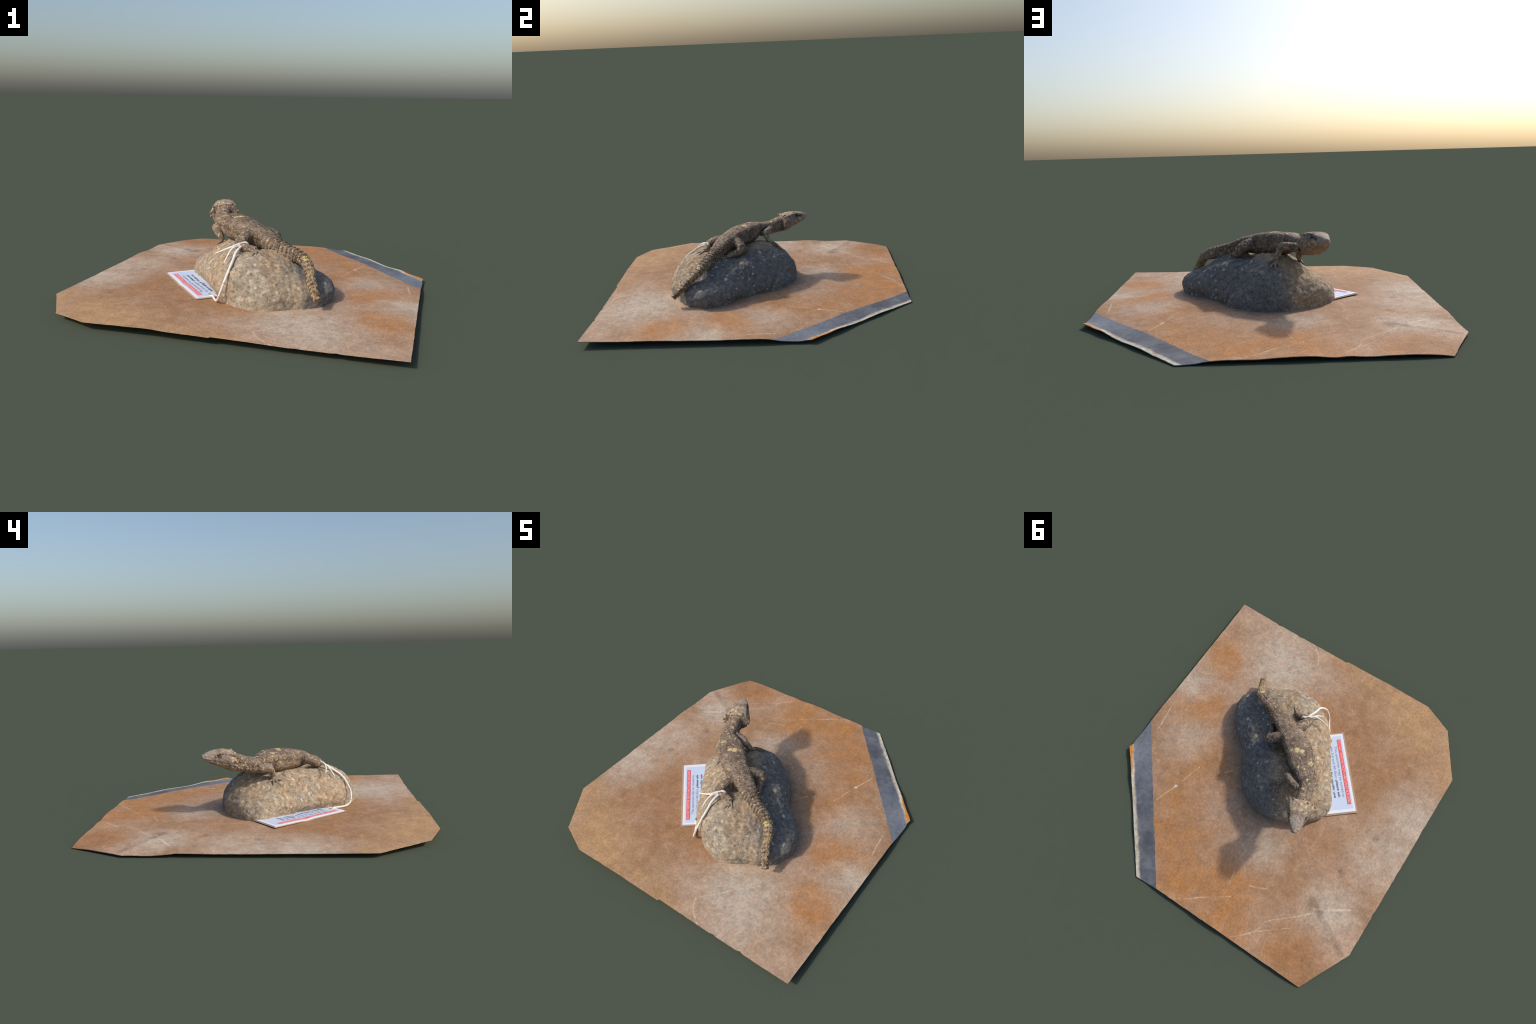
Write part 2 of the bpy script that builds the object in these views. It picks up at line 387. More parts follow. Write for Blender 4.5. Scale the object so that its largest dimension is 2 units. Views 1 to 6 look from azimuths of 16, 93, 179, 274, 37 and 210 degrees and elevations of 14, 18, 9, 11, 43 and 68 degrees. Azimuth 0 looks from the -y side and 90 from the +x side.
def build_board():
    corners = [(.944, -.999), (.076, -.990), (.072, -1.0), (-.561, -.999), (-.758, -.912), (-.764, -.897), (-.944, -.62), (-.945, .688), (-.791, 1.0),
               (.234, .995), (.381, 1.0), (.728, .593), (.945, .341), (.940, .12)]
    edge_jitter = 0.0022
    outline = []
    strip_a = strip_b = None
    for i, a in enumerate(corners):
        b = corners[(i + 1) % len(corners)]
        a, b = np.array(a), np.array(b)
        if tuple(a) == (.234, .995):
            strip_a = len(outline)
        if tuple(a) == (.940, .12):
            strip_b = len(outline)
        outline.append(a)
        L = np.linalg.norm(b - a)
        nrm = np.array([-(b - a)[1], (b - a)[0]]) / L
        steps = int(L / 0.025)
        for k in range(1, steps):
            j = rng.normal() * edge_jitter * (2.6 if rng.random() < 0.05 else 0.3)
            p = a + (b - a) * k / steps + nrm * j
            outline.append(np.array([np.clip(p[0], -.9455, .9455), np.clip(p[1], -1.0, 1.0)]))
    nb = len(outline)
    pts = [tuple(p) for p in outline]
    edges = [(i, (i + 1) % nb) for i in range(nb)]
    # the inner border of the slate strip, slightly ragged
    A, B = outline[strip_a], outline[strip_b]
    prev = strip_a
    for k in range(1, 40):
        p = A + (B - A) * k / 40 + np.array([0.78, 0.62]) * rng.normal() * 0.0025
        pts.append(tuple(p))
        edges.append((prev, len(pts) - 1))
        prev = len(pts) - 1
    edges.append((prev, strip_b))
    g = np.arange(-0.93, 0.94, 0.03)
    gy = np.arange(-0.985, 0.99, 0.03)
    poly = np.array(outline)

    def inside(p):
        x, y = p
        xi, yi = poly[:, 0], poly[:, 1]
        xj, yj = np.roll(xi, 1), np.roll(yi, 1)
        hit = ((yi > y) != (yj > y)) & (x < (xj - xi) * (y - yi) / (yj - yi + 1e-15) + xi)
        return hit.sum() % 2 == 1

    for x in g:
        for y in gy:
            p = (x + rng.normal() * .004, y + rng.normal() * .004)
            if inside(p) and np.min(np.hypot(poly[:, 0] - p[0], poly[:, 1] - p[1])) > 0.012:
                pts.append(p)
    v2, e2, f2, *_ = delaunay_2d_cdt([Vector(p) for p in pts], edges, [], 1, 1e-6)
    xy = np.array([tuple(v) for v in v2])
    z = board_z(xy[:, 0], xy[:, 1])
    for i, (x, y) in enumerate(xy):
        z[i] += 0.0012 * fbm((x * 3.0, y * 3.0, 0.3), 4) + 0.0010 * fbm((x * 11, y * 11, 2.3), 3)
    z = np.maximum(z, 0.0032)
    inside_faces = [f for f in f2 if inside(tuple(np.mean([xy[i] for i in f], 0)))]
    d = B - A

    def in_strip(f):
        c = np.mean([xy[i] for i in f], 0) - A
        return (d[0] * c[1] - d[1] * c[0]) * (1 if d[0] * (1 - A[1]) - d[1] * (1 - A[0]) > 0 else -1) > 0

    thick = 0.0032
    shared = set()
    groups = {True: [], False: []}
    for f in inside_faces:
        groups[in_strip(f)].append(f)
    owner = {}
    for key, fs in groups.items():
        for f in fs:
            for a, b in zip(f, list(f[1:]) + [f[0]]):
                owner.setdefault((min(a, b), max(a, b)), []).append(key)
    out = {}
    for key, fs in groups.items():
        used = sorted({i for f in fs for i in f})
        at = {i: k for k, i in enumerate(used)}
        n = len(used)
        verts = [(xy[i][0], xy[i][1], z[i]) for i in used] + [(xy[i][0], xy[i][1], z[i] - thick) for i in used]
        faces = []
        for f in fs:
            p = [xy[i] for i in f]
            area = sum(p[k][0] * p[(k + 1) % len(p)][1] - p[(k + 1) % len(p)][0] * p[k][1] for k in range(len(p)))
            f = list(f) if area > 0 else list(f)[::-1]
            faces.append([at[i] for i in f])
            faces.append([at[i] + n for i in f[::-1]])
            for a, b in zip(f, f[1:] + [f[0]]):
                if len(owner[(min(a, b), max(a, b))]) == 1:
                    k = len(verts)
                    verts += [verts[at[b]], verts[at[a]], verts[at[a] + n], verts[at[b] + n]]
                    faces.append([k, k + 1, k + 2, k + 3])
        me = mesh_from(verts, faces, smooth=False, name="tabletop")
        out[key] = me
    board = new_object("tabletop_slab", out[False], None, board_material())
    board["label"] = "thin cut-out slab of rusty brown tabletop"
    board["category"] = "tabletop"
    new_object("edge_strip", out[True], board, strip_material())
    for me in out.values():
        me.polygons.foreach_set("use_smooth", [abs(p.normal.z) > 0.7 for p in me.polygons])
    return board


# ------------------------------------------------------------------ stone
STONE_C = np.array([0.05, -0.13, 0.05])
STONE_EL = np.radians([-3, 8, 22, 42, 66, 90])
# radii round the stone, anticlockwise from +x, at rising elevations
STONE_R = np.array([
    [0.317, 0.277, 0.245, 0.284, 0.325, 0.372, 0.406, 0.421, 0.455, 0.457, 0.335, 0.275, 0.267, 0.282, 0.354, 0.432, 0.482, 0.478, 0.505, 0.465],
    [0.362, 0.282, 0.266, 0.284, 0.324, 0.372, 0.413, 0.424, 0.458, 0.450, 0.362, 0.315, 0.304, 0.327, 0.380, 0.420, 0.476, 0.480, 0.504, 0.484],
    [0.327, 0.275, 0.270, 0.273, 0.295, 0.360, 0.391, 0.388, 0.387, 0.359, 0.322, 0.309, 0.307, 0.325, 0.369, 0.426, 0.434, 0.415, 0.396, 0.365],
    [0.277, 0.277, 0.262, 0.254, 0.266, 0.308, 0.337, 0.348, 0.329, 0.312, 0.306, 0.293, 0.291, 0.300, 0.317, 0.336, 0.347, 0.336, 0.317, 0.288],
    [0.224, 0.236, 0.233, 0.232, 0.238, 0.258, 0.277, 0.275, 0.266, 0.261, 0.256, 0.251, 0.249, 0.250, 0.245, 0.228, 0.230, 0.248, 0.243, 0.227]])
STONE_TOP = 0.185


def cubic_weights(t):
    return (-.5 * t + t * t - .5 * t ** 3, 1 - 2.5 * t * t + 1.5 * t ** 3, .5 * t + 2 * t * t - 1.5 * t ** 3, -.5 * t * t + .5 * t ** 3)


def stone_radius(az, el):
    az, el = np.atleast_1d(az) % (2 * np.pi), np.clip(np.atleast_1d(el), STONE_EL[0], STONE_EL[-1])
    ne, na = STONE_R.shape
    full = np.vstack([STONE_R, np.full(na, STONE_TOP), np.roll(STONE_R[-1], na // 2)])
    fa = az / (2 * np.pi) * na
    ia = np.floor(fa).astype(int)
    wa = cubic_weights(fa - ia)
    ie = np.clip(np.searchsorted(STONE_EL, el, side="right") - 1, 0, ne - 1)
    we = cubic_weights((el - STONE_EL[ie]) / (STONE_EL[ie + 1] - STONE_EL[ie]))
    r = 0
    for i in range(4):
        for j in range(4):
            r = r + we[i] * wa[j] * full[np.clip(ie + i - 1, 0, ne + 1), (ia + j - 1) % na]
    return r


def stone_snap(p, lift=0.0):
    """Nearest point of the stone's skin along the ray from its centre."""
    d = np.array(p, float) - STONE_C
    r = np.linalg.norm(d)
    R = stone_radius(math.atan2(d[1], d[0]), math.asin(d[2] / r))[0]
    return STONE_C + d / r * (R + lift)


def build_stone():
    NA, NE = 420, 150
    els = np.radians(np.linspace(-24, 90, NE))
    verts, faces = [], []
    for e in els[:-1]:
        az = np.linspace(0, 2 * np.pi, NA, endpoint=False)
        R = stone_radius(az, np.full(NA, max(e, math.radians(-3))))
        for a, r in zip(az, R):
            d = np.array([math.cos(e) * math.cos(a), math.cos(e) * math.sin(a), math.sin(e)])
            p = STONE_C + d * r
            if e < math.radians(-3):
                p = STONE_C + d * r
            q = p
            r2 = 0.003 * fbm(q * 4.5, 3) + 0.0070 * fbm(q * 14 + 7, 4) + 0.0050 * fbm(q * 42 + 3, 4)
            p = p + d * r2
            p[2] = max(p[2], 0.026)
            verts.append(p)
    top = len(verts)
    verts.append(STONE_C + np.array([0, 0, STONE_TOP]))
    base = len(verts)
    verts.append((STONE_C[0], STONE_C[1], 0.026))
    rows = NE - 1
    for i in range(rows - 1):
        for j in range(NA):
            a, b = i * NA + j, i * NA + (j + 1) % NA
            faces.append((a, b, b + NA, a + NA))
    for j in range(NA):
        faces.append(((rows - 1) * NA + j, (rows - 1) * NA + (j + 1) % NA, top))
        faces.append(((j + 1) % NA, j, base))
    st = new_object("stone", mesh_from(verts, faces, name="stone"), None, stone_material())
    st["label"] = "rounded rough grey-brown granite boulder with ridge"
    st["category"] = "stone"
    return st


# ------------------------------------------------------------------ lizard
# x, y, z of the flank line, half width, height above it, depth below it
TRUNK = [(.464, -.523, .106, .0175, .013, .014), (.437, -.482, .138, .0205, .017, .018), (.411, -.437, .180, .0220, .019, .022), (.380, -.370, .240, .0245, .018, .027),
         (.329, -.329, .278, .026, .021, .046), (.262, -.302, .293, .031, .025, .058), (.193, -.267, .312, .041, .026, .060), (.117, -.230, .345, .055, .028, .064),
         (.036, -.186, .361, .069, .033, .082), (-.046, -.131, .374, .078, .037, .090), (-.108, -.076, .386, .080, .027, .098), (-.150, -.041, .390, .071, .023, .092),
         (-.186, -.006, .378, .059, .026, .070), (-.220, .037, .356, .048, .036, .058), (-.243, .098, .354, .043, .045, .046), (-.258, .150, .372, .043, .046, .058), (-.268, .195, .385, .040, .040, .060)]
HEAD_O = np.array([-.262, .181, 0.0])
HEAD_A = np.array([-.335, .942, 0.0])
HEAD_R = np.array([.942, .335, 0.0])
# t from the jaw hinge, plate half width, jaw half width, top, jaw level, bottom (z)
HEAD = [(-.014, .062, .078, .436, .388, .322), (-.006, .065, .085, .438, .388, .316), (.012, .065, .085, .442, .390, .320), (.035, .058, .078, .447, .393, .330), (.065, .050, .066, .450, .397, .344),
        (.095, .044, .054, .448, .399, .356), (.125, .036, .043, .443, .401, .368), (.150, .027, .032, .434, .402, .381), (.168, .019, .023, .428, .404, .392), (.180, .012, .014, .422, .406, .399)]
LIMBS = {
    "right_fore": [[(-.190, .085, .345, .030), (-.140, .075, .352, .025), (-.096, .056, .349, .023), (-.078, .068, .318, .019), (-.068, .080, .292, .016), (-.062, .100, .276, .013)],
                   [(-.060, .098, .277), (-.058, .128, .266), (-.055, .160, .25)], [(-.062, .098, .277), (-.045, .122, .262), (-.028, .145, .25)], [(-.062, .098, .277), (-.040, .100, .27), (-.018, .108, .26)], [(-.064, .098, .277), (-.072, .125, .265), (-.078, .152, .25)]],
    "left_fore": [[(-.205, .035, .335, .034), (-.243, .004, .325, .028), (-.232, -.044, .325, .025), (-.210, -.058, .298, .022), (-.196, -.064, .272, .017), (-.206, -.068, .256, .012)],
                  [(-.203, -.066, .26), (-.212, -.050, .245), (-.216, -.034, .23)], [(-.203, -.068, .26), (-.216, -.066, .24), (-.222, -.068, .22)], [(-.203, -.070, .26), (-.214, -.086, .24), (-.220, -.108, .22)], [(-.203, -.070, .26), (-.205, -.098, .25), (-.203, -.126, .235)]],
    "right_hind": [[(.045, -.160, .345, .036), (.100, -.122, .340, .034), (.140, -.098, .318, .029), (.150, -.122, .294, .024), (.158, -.160, .284, .020), (.180, -.200, .268, .015)],
                   [(.183, -.205, .27), (.195, -.220, .262), (.21, -.235, .25)], [(.183, -.205, .27), (.190, -.225, .26), (.196, -.248, .25)], [(.183, -.205, .27), (.20, -.208, .258), (.215, -.212, .245)]],
    "left_hind": [[(.040, -.215, .345, .036), (.014, -.275, .338, .033), (-.002, -.332, .314, .027), (.035, -.345, .301, .024), (.072, -.343, .292, .022), (.098, -.340, .280, .018)],
                  [(.096, -.342, .282), (.112, -.350, .275), (.125, -.358, .26)], [(.096, -.342, .282), (.104, -.360, .27), (.108, -.374, .26)], [(.096, -.342, .282), (.092, -.362, .268), (.090, -.378, .255)]],
}
TR = catmull(TRUNK, 10)
TR_S = np.r_[0, np.cumsum(np.linalg.norm(np.diff(TR[:, :3], axis=0), axis=1))]


def trunk_frame(i):
    T = TR[min(i + 1, len(TR) - 1), :3] - TR[max(i - 1, 0), :3]
    T = T / np.linalg.norm(T)
    lat = np.cross(T, (0, 0, 1.0))
    lat /= np.linalg.norm(lat)
    up = np.cross(lat, T)
    roll = 0.12 * min(1.0, max(0.0, (i - 60) / 25)) * min(1.0, max(0.0, (135 - i) / 15))   # the back leans to the left
    return T, lat * math.cos(roll) + up * math.sin(roll), up * math.cos(roll) - lat * math.sin(roll)


TR_F = [trunk_frame(i) for i in range(len(TR))]


def trunk_shell():
    rings = []
    for c, (T, lat, up) in zip(TR, TR_F):
        ring = []
        for a in np.linspace(0, 2 * np.pi, 36, endpoint=False):
            ca, sa = math.cos(a), math.sin(a)
            e = 0.74                                     # boxy, like a flattened lizard
            l = math.copysign(abs(ca) ** e, ca) * c[3]
            u = math.copysign(abs(sa) ** e, sa) * (c[4] if sa > 0 else c[5])
            ring.append(c[:3] + lat * l + up * u)
        rings.append(ring)
    return rings_to_mesh(rings)


def head_point(t, l, z):
    # the head is rolled a little: its right side is higher
    return HEAD_O + HEAD_A * t + HEAD_R * l + np.array([0, 0, z + 0.075 * l])


def head_shell():
    rings = []
    for t, pw, jw, top, jaw, bot in catmull(HEAD, 5):
        half = [(0, top), (pw * .55, top - .002), (pw * .92, top - .006), (pw * 1.05, top - .011), (pw * 1.0, top - .022), (pw * .4 + jw * .6, (top + jaw) / 2 - .008), (jw, jaw), (jw * .96, jaw - (jaw - bot) * .3), (jw * .78, jaw - (jaw - bot) * .7), (jw * .4, bot + .004 * (jaw > bot)), (0, bot)]
        ring = [head_point(t, l, z) for l, z in half] + [head_point(t, -l, z) for l, z in half[-2:0:-1]]
        rings.append(ring[::-1])
    return rings_to_mesh(rings)


def limb_axis(spec):
    """Arm or leg control rows; hands and toes are laid on the stone."""
    return [tuple(p) for p in spec[0]]


def build_lizard():
    root = new_object("lizard", None)
    root.location = (0, 0, 0)
    root["label"] = "brown spiny-tailed girdled lizard specimen with pale yellow spots"
    root["category"] = "lizard"
    shells = [trunk_shell(), head_shell()]
    limb_paths = {}
    for name, spec in LIMBS.items():
        arm = list(spec[0])
        foot = stone_snap(arm[-1][:3], 0.010)
        arm[-1] = (*foot, arm[-1][3])
        shells.append(tube(arm, 8, 16))
        path = [np.array(p) for p in catmull(arm, 8)]
        for toe in spec[1:]:
            pts = [(*foot, 0.0085)]
            for k, q in enumerate(toe[1:]):
                s = stone_snap(q, (0.007, 0.004)[k])
                pts.append((*s, (0.0068, 0.0040)[k]))
            tip = stone_snap(np.array(toe[-1]) + (np.array(toe[-1]) - np.array(toe[-2])) * 0.35, 0.001)
            pts.append((*tip, 0.0015))
            shells.append(tube(pts, 6, 10))
            path += [np.array(p) for p in catmull(pts, 6)]
        limb_paths[name] = np.array(path)
    v, f = join_shells(shells)
    me = mesh_from(v, f, name="lizard_body")
    ob = new_object("lizard_body", me)
    bm = bmesh.new()
    bm.from_mesh(me)
    bmesh.ops.recalc_face_normals(bm, faces=bm.faces)
    bm.to_mesh(me)
    bm.free()
    r = ob.modifiers.new("skin", "REMESH")
    r.mode, r.voxel_size = "VOXEL", 0.0028
    s = ob.modifiers.new("soft", "SMOOTH")
    s.factor, s.iterations = 0.5, 3
    dg = bpy.context.evaluated_depsgraph_get()
    body = bpy.data.meshes.new_from_object(ob.evaluated_get(dg))
    bpy.data.objects.remove(ob)

    n = len(body.vertices)
    P = np.empty(n * 3)
    body.vertices.foreach_get("co", P)
    P = P.reshape(-1, 3)
    N = np.empty(n * 3)
    body.vertices.foreach_get("normal", N)
    N = N.reshape(-1, 3)

    # where each vertex sits: along the spine, round the trunk, near which limb
    d2 = np.full(n, 9.0)
    near = np.zeros(n, int)
    for i in range(len(TR)):
        d = ((P - TR[i, :3]) ** 2).sum(1)
        m = d < d2
        d2[m], near[m] = d[m], i
    T = np.array([f[0] for f in TR_F])[near]
    LAT = np.array([f[1] for f in TR_F])[near]
    UP = np.array([f[2] for f in TR_F])[near]
    rel = P - TR[near, :3]
    sco = TR_S[near] + (rel * T).sum(1)
    l = (rel * LAT).sum(1) / TR[near, 3]
    u = (rel * UP).sum(1)
    u = u / np.where(u > 0, TR[near, 4], TR[near, 5])
    trunk_r = np.sqrt(l * l + u * u)
    head_t = (P - HEAD_O) @ HEAD_A
    is_head = (head_t > -0.012) & (np.linalg.norm(P[:, :2] - HEAD_O[:2], axis=1) < 0.26)
    limb = np.full(n, -1)
    limb_best = np.full(n, 1.45)
    for k, path in enumerate(limb_paths.values()):
        for row in path:
            q = np.sqrt(((P - row[:3]) ** 2).sum(1)) / max(row[3], 0.004)
            m = (q < limb_best) & (trunk_r > 1.13)
            limb_best[m], limb[m] = q[m], k
    region = np.where(is_head, 1, np.where(limb >= 0, 10 + limb, np.where(sco < 0.47, 2, 0)))

    # scale relief
    ang = np.arctan2(u, l)
    disp = np.zeros(n)
    saw = lambda x: 1 - (x - np.floor(x))                      # high at the rear edge of each scale row
    # tail: whorls of keeled scales
    t_amt = np.clip((0.56 - sco) / 0.12, 0, 1) * (trunk_r < 1.5)
    pitch = 0.023
    w = saw(sco / pitch)
    keel = np.abs(np.sin(ang * 6))
    wid = TR[near, 3]
    disp += t_amt * (region < 10) * ((w - .5) * 0.0085 * (0.7 + 0.3 * keel) + 0.0015 * keel)
    # back: narrow cross rows of small scales
    b_amt = np.clip((sco - 0.44) / 0.1, 0, 1) * (region == 0)
    col = np.abs(np.sin(l * wid * 3.14159 / 0.0105))
    disp += b_amt * ((saw(sco / 0.0135) - .5) * 0.0042 * (0.5 + 0.5 * col) + 0.0014 * col)
    # limbs: overlapping knobbly scales ; head: shields
    for i in range(n):
        p = P[i]
        if region[i] >= 10:
            dd = noise.voronoi(Vector(p * 70))[0]
            disp[i] += 0.0034 * (0.35 - dd[0]) * min(1.0, max(0.0, (p[2] - 0.24) * 20))
        elif region[i] == 1:
            dd = noise.voronoi(Vector(p * 48))[0]
            disp[i] += 0.0022 * min(dd[1] - dd[0], 0.35) / 0.35 - 0.001
        elif b_amt[i] > 0.3 and u[i] < 0.3:
            dd = noise.voronoi(Vector(p * 60))[0]
            disp[i] += 0.0026 * (0.35 - dd[0])
        disp[i] += 0.0016 * fbm(p * 30, 3)
    # folds: lateral groove under the flank line, neck fold, mouth line
    disp -= 0.004 * np.exp(-((u + 0.28) / 0.14) ** 2) * b_amt * (sco < 1.03)
    hl = (P - HEAD_O) @ HEAD_R
    hz = P[:, 2] - 0.075 * hl
    mouth = np.interp(head_t, [0.0, 0.05, 0.1, 0.18], [0.374, 0.378, 0.388, 0.401])
    disp -= 0.0035 * np.exp(-((hz - mouth) / 0.0035) ** 2) * (is_head & (head_t > 0.03))
    for c in ((.086, .050, .426), (.086, -.050, .426)):
        q = head_point(*c)
        disp -= 0.006 * np.exp(-((P - q) ** 2).sum(1) / 0.012 ** 2)
    P = P + N * disp[:, None]
    body.vertices.foreach_set("co", P.ravel())
    body.update()
    body.vertices.foreach_get("normal", N.ravel())
    nn = np.empty(n * 3)
    body.vertices.foreach_get("normal", nn)
    nn = nn.reshape(-1, 3)

    mats = {k: lizard_material(k) for k in ("head", "torso", "tail", "limb")}
    parts = {0: ("torso", "torso"), 1: ("head", "head"), 2: ("tail", "tail")}
    for k, name in enumerate(limb_paths):
        parts[10 + k] = ("forelimb" if "fore" in name else "hindlimb", "limb")
    polys = [tuple(p.vertices) for p in body.polygons]
    face_reg = np.array([region[p[0]] if region[p[0]] in (region[p[1]], region[p[2]]) else region[p[1]] for p in polys])
    made = {}
    for reg, (pname, mk) in parts.items():
        fs = [polys[i] for i in np.nonzero(face_reg == reg)[0]]
        used = sorted({i for q in fs for i in q})
        at = {i: k for k, i in enumerate(used)}
        m = mesh_from(P[used], [[at[i] for i in q] for q in fs], name=pname)
        m.normals_split_custom_set_from_vertices([tuple(nn[i]) for i in used])
        made[reg] = new_object(pname, m, root, mats[mk])

    # eyes
    eye_mat = plain("dark_glass_eye", srgb(30, 28, 30), 0.15, 0.6, 0.02)
    for side in (1, -1):
        bm = bmesh.new()
        bmesh.ops.create_uvsphere(bm, u_segments=20, v_segments=14, radius=0.0085)
        em = bpy.data.meshes.new("eye")
        bm.to_mesh(em)
        bm.free()
        em.polygons.foreach_set("use_smooth", [True] * len(em.polygons))
        q = head_point(.088, side * 0.0400, .425)
        em.transform(Matrix.Rotation(math.atan2(HEAD_A[1], HEAD_A[0]), 4, "Z") @ Matrix.Diagonal((1.5, 0.9, 0.85, 1.0)))
        em.transform(Matrix.Translation(q))
        new_object("eye", em, made[1], eye_mat)

    # tail spines: one ring of keeled points per whorl
    sv = []
    spine_s = np.arange(pitch * 2, 0.50, pitch)
    for s in spine_s:
        i = int(np.argmin(np.abs(TR_S - s)))
        Tt, lat, up = TR_F[i]
        c = TR[i]
        for a in np.radians([-28, 2, 32, 65, 115, 148, 178, 208]):
            big = 1.0 if abs(math.cos(a)) > 0.8 else 0.55
            L = (0.009 + 0.24 * c[3]) * big * rng.uniform(0.75, 1.2)
            ca, sa = math.cos(a), math.sin(a)
            base = c[:3] + lat * (c[3] * 0.96 * ca) + up * ((c[4] if sa > 0 else c[5]) * 0.94 * sa)
            outw = lat * ca + up * sa
            dirv = outw * 0.75 - Tt * 0.75
            dirv /= np.linalg.norm(dirv)
            side = np.cross(dirv, outw)
            side /= np.linalg.norm(side)
            nrm = np.cross(side, dirv)
            rb = 0.0032 + 0.03 * c[3]
            ring = [base + side * (rb * 1.2 * math.cos(x)) + nrm * (rb * .8 * math.sin(x)) for x in np.linspace(0, 2 * np.pi, 7, endpoint=False)]
            mid = [base + dirv * L * 0.55 + side * (rb * .6 * math.cos(x)) + nrm * (rb * .4 * math.sin(x)) for x in np.linspace(0, 2 * np.pi, 7, endpoint=False)]
            tip = [base + dirv * L + side * (rb * .08 * math.cos(x)) + nrm * (rb * .08 * math.sin(x)) for x in np.linspace(0, 2 * np.pi, 7, endpoint=False)]
            sv.append(rings_to_mesh([ring, mid, tip]))
    def cone(base, dirv, L, rb):
        dirv = np.array(dirv, float) / np.linalg.norm(dirv)
        side = np.cross(dirv, (0.2, 0.1, 1.0))
        side /= np.linalg.norm(side)
        nrm = np.cross(side, dirv)
        ring = lambda d, r: [base + dirv * d + side * (r * math.cos(x)) + nrm * (r * math.sin(x)) for x in np.linspace(0, 2 * np.pi, 8, endpoint=False)]
        return rings_to_mesh([ring(-rb, rb), ring(L * .5, rb * .6), ring(L, rb * .1)])

    hv = []
    for l, z, L in ((.066, .424, .012), (.044, .434, .009), (-.044, .434, .009), (-.066, .424, .012), (.084, .388, .014), (-.084, .388, .014), (.080, .366, .012), (-.080, .366, .012)):
        hv.append(cone(head_point(-.010, l, z), -HEAD_A + HEAD_R * np.sign(l) * 0.35, L, 0.009))
    for s in np.arange(0.92, 1.10, 0.022):                       # knobs along the sides of the neck
        i = int(np.argmin(np.abs(TR_S - s)))
        Tt, lat, up = TR_F[i]
        for sg in (1, -1):
            for h in (0.25, -0.25, -0.6):
                base = TR[i, :3] + lat * sg * TR[i, 3] * 0.95 + up * h * 0.045
                hv.append(cone(base, lat * sg * 0.7 - Tt, 0.009 * rng.uniform(0.7, 1.2), 0.0055))
    v, f = join_shells(hv)
    hs = new_object("neck_spine", mesh_from(v, f, name="neck_spine"), made[1], mats["head"])
    hs["kind"] = "stuff"
    v, f = join_shells(sv)
    sp = new_object("tail_spine", mesh_from(v, f, name="tail_spine"), made[2], mats["tail"])
    sp["kind"] = "stuff"
    return root


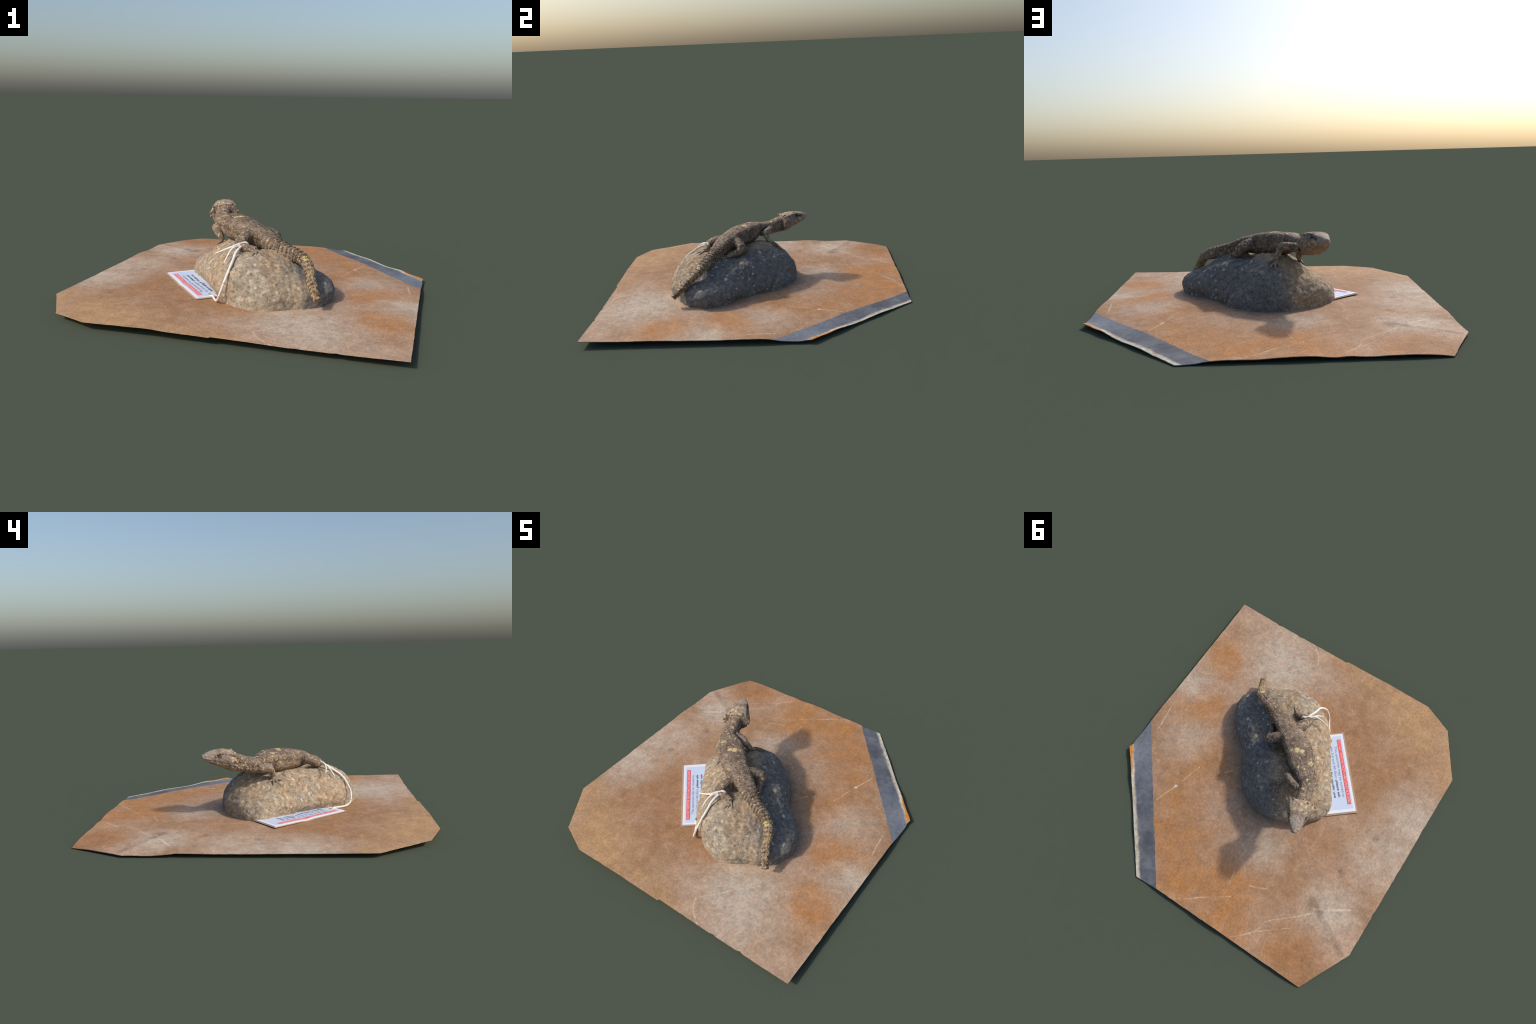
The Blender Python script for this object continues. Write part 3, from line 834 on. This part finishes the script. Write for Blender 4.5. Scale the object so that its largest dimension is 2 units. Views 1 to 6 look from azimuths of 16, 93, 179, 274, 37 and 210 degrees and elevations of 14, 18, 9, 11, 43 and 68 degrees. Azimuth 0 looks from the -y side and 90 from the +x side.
# ------------------------------------------------------------------ label and string
def build_label():
    root = new_object("paper_label", None)
    root["label"] = "laminated white specimen label with red band and string"
    root["category"] = "label"
    A = np.array([-.179, -.502])          # near outer corner
    B = np.array([-.528, -.086])          # far outer corner
    ex = (B - A) / np.linalg.norm(B - A)
    ey = np.array([-ex[1], ex[0]])
    if ey @ np.array([1, 1]) < 0:
        ey = -ey                           # into the stone
    L, Wd, th = 0.543, 0.20, 0.003

    def place(u, v, h=0.0):
        p = A + ex * u + ey * v
        crease = -0.004 * math.exp(-((u - 0.30) / 0.03) ** 2) + 0.004 * min(max((u - 0.3) / 0.24, 0), 1)
        lift = 0.0064
        return np.array([p[0], p[1], float(board_z(p[0], p[1])[0]) + lift + crease + h])

    hole = (0.042, 0.092, 0.013)
    def grid_plate(u0, u1, v0, v1, h0, h1, nu, nv, cut=None):
        us, vs = np.linspace(u0, u1, nu), np.linspace(v0, v1, nv)
        pts2 = [Vector((u, v)) for u in us for v in vs if not cut or math.hypot(u - cut[0], v - cut[1]) > cut[2] * 1.25]
        edges = []
        if cut:
            k0 = len(pts2)
            m = 24
            pts2 += [Vector((cut[0] + cut[2] * math.cos(a), cut[1] + cut[2] * math.sin(a))) for a in np.linspace(0, 2 * np.pi, m, endpoint=False)]
            edges = [(k0 + i, k0 + (i + 1) % m) for i in range(m)]
        v2, _, f2, *_ = delaunay_2d_cdt(pts2, edges, [], 0, 1e-7)
        xy = [tuple(v) for v in v2]
        fs = [list(f) for f in f2 if not cut or math.hypot(np.mean([xy[i][0] for i in f]) - cut[0], np.mean([xy[i][1] for i in f]) - cut[1]) > cut[2] * 0.98]
        n = len(xy)
        verts = [place(*p, h1) for p in xy] + [place(*p, h0) for p in xy]
        cnt = {}
        for f in fs:
            for a, b in zip(f, f[1:] + [f[0]]):
                cnt[(min(a, b), max(a, b))] = cnt.get((min(a, b), max(a, b)), 0) + 1
        faces = []
        for f in fs:
            faces += [f, [i + n for i in f[::-1]]]
            for a, b in zip(f, f[1:] + [f[0]]):
                if cnt[(min(a, b), max(a, b))] == 1:
                    faces.append([b, a, a + n, b + n])
        me = mesh_from(verts, faces, smooth=False, name="card")
        bm = bmesh.new()
        bm.from_mesh(me)
        bmesh.ops.recalc_face_normals(bm, faces=bm.faces)
        bm.to_mesh(me)
        bm.free()
        return me

    film = plain("laminate_film", srgb(176, 150, 128), 0.35, 0.4, 0.15)
    new_object("laminate_margin", grid_plate(-.010, L + .010, -.012, Wd + .01, -.0035, -.0015, 30, 8, hole), root, film)
    new_object("card", grid_plate(0, L, 0, Wd, -.0012, .0018, 30, 8, hole), root, plain("white_card", srgb(232, 232, 236), 0.4, 0.4, 0.02))
    new_object("print_panel", grid_plate(.014, L - .022, .012, Wd - .01, .0018, .0024, 30, 8, hole), root, plain("pale_blue_print", srgb(200, 214, 236), 0.4, 0.4, 0.02))
    red = new_object("red_band", grid_plate(.040, L - .050, .021, .045, .0024, .0030, 30, 3), root, plain("red_print", srgb(226, 84, 88), 0.4, 0.4, 0.02))

    def text(body, u, v, size, width, mat, name, bold=0.0):
        cu = bpy.data.curves.new(name, "FONT")
        cu.body = body
        cu.size = size
        cu.offset = bold
        cu.extrude = 0.0
        cu.align_x = "LEFT"
        tmp = bpy.data.objects.new(name, cu)
        SC.objects.link(tmp)
        dg = bpy.context.evaluated_depsgraph_get()
        me = bpy.data.meshes.new_from_object(tmp.evaluated_get(dg))
        bpy.data.objects.remove(tmp)
        bpy.data.curves.remove(cu)
        bm = bmesh.new()
        bm.from_mesh(me)
        bmesh.ops.triangulate(bm, faces=bm.faces)
        ext = bmesh.ops.extrude_face_region(bm, geom=bm.faces[:])
        bmesh.ops.translate(bm, verts=[g for g in ext["geom"] if isinstance(g, bmesh.types.BMVert)], vec=(0, 0, 0.0006))
        bm.to_mesh(me)
        bm.free()
        xs = [p.co.x for p in me.vertices]
        k = width / (max(xs) - min(xs))
        # written along the label; letters stand with their feet towards the stone
        for p in me.vertices:
            q = place(u + (p.co.x - min(xs)) * k, v - p.co.y, .0024 + p.co.z + (0.0006 if name == "red_text" else 0))
            p.co = Vector(q)
        bm = bmesh.new()
        bm.from_mesh(me)
        bmesh.ops.recalc_face_normals(bm, faces=bm.faces)
        bm.to_mesh(me)
        bm.free()
        me.polygons.foreach_set("use_smooth", [False] * len(me.polygons))
        new_object(name, me, red if name == "red_text" else root, mat)

    ink = plain("black_ink", srgb(52, 56, 70), 0.5, 0.3, 0.02)
    soft = plain("grey_ink", srgb(120, 128, 146), 0.5, 0.3, 0.02)
    white = plain("pale_print", srgb(250, 196, 192), 0.5, 0.3, 0.02)
    text("DO NOT REMOVE FROM HARTLAND BUILDING", .046, .0400, .0225, L - .050 - .052, white, "red_text")
    text("This specimen may be moved to", .086, .068, .022, .355, soft, "text_line")
    text("the 3rd and 4th floor,", .086, .095, .022, .230, soft, "text_line")
    text("please ask", .322, .095, .022, .120, ink, "text_line", 0.0003)
    text("before taking for studio use", .086, .122, .022, .355, ink, "text_line", 0.0003)

    # string: from the hole, round the foot of the stone, up to the hind leg
    cord = plain("white_string", srgb(226, 218, 208), 0.9, 0.2, 0.12)
    main = [(-.145, -.428, .041, .0050), (-.115, -.440, .047, .0058), (-.092, -.478, .047, .0062), (-.072, -.508, .046, .0062), (-.055, -.535, .056, .0062), (-.042, -.550, .080, .0062), (-.028, -.552, .115, .0062), (-.018, -.545, .148, .0066),
            (-.006, -.522, .192, .0070), (.003, -.490, .232, .0074), (.006, -.455, .257, .0074), (.006, -.423, .280, .0074), (.011, -.392, .297, .0072), (.018, -.364, .308, .0075), (.027, -.343, .322, .0080)]
    end1 = [(.024, -.346, .322, .007), (.004, -.362, .318, .007), (-.021, -.385, .309, .0060), (-.065, -.392, .290, .0045), (-.115, -.388, .266, .0034)]
    end2 = [(.020, -.352, .318, .007), (-.004, -.372, .310, .0065), (-.022, -.402, .296, .0055), (-.036, -.428, .265, .0045), (-.045, -.445, .233, .0038)]
    loop = [(.024, -.342, .322, .008), (.040, -.335, .322, .008), (.048, -.330, .308, .007)]
    sh = [tube(main, 8, 12), tube(end1, 8, 10), tube(end2, 8, 10), tube(loop, 6, 10)]
    v, f = join_shells(sh)
    me = mesh_from(v, f, name="string")
    for p in me.vertices:
        p.co += Vector((fbm(p.co * 60, 2), fbm(p.co * 60 + Vector((5, 0, 0)), 2), fbm(p.co * 60 + Vector((0, 5, 0)), 2))) * 0.0012
    new_object("string", me, root, cord)
    return root


build_board()
build_stone()
build_lizard()
build_label()
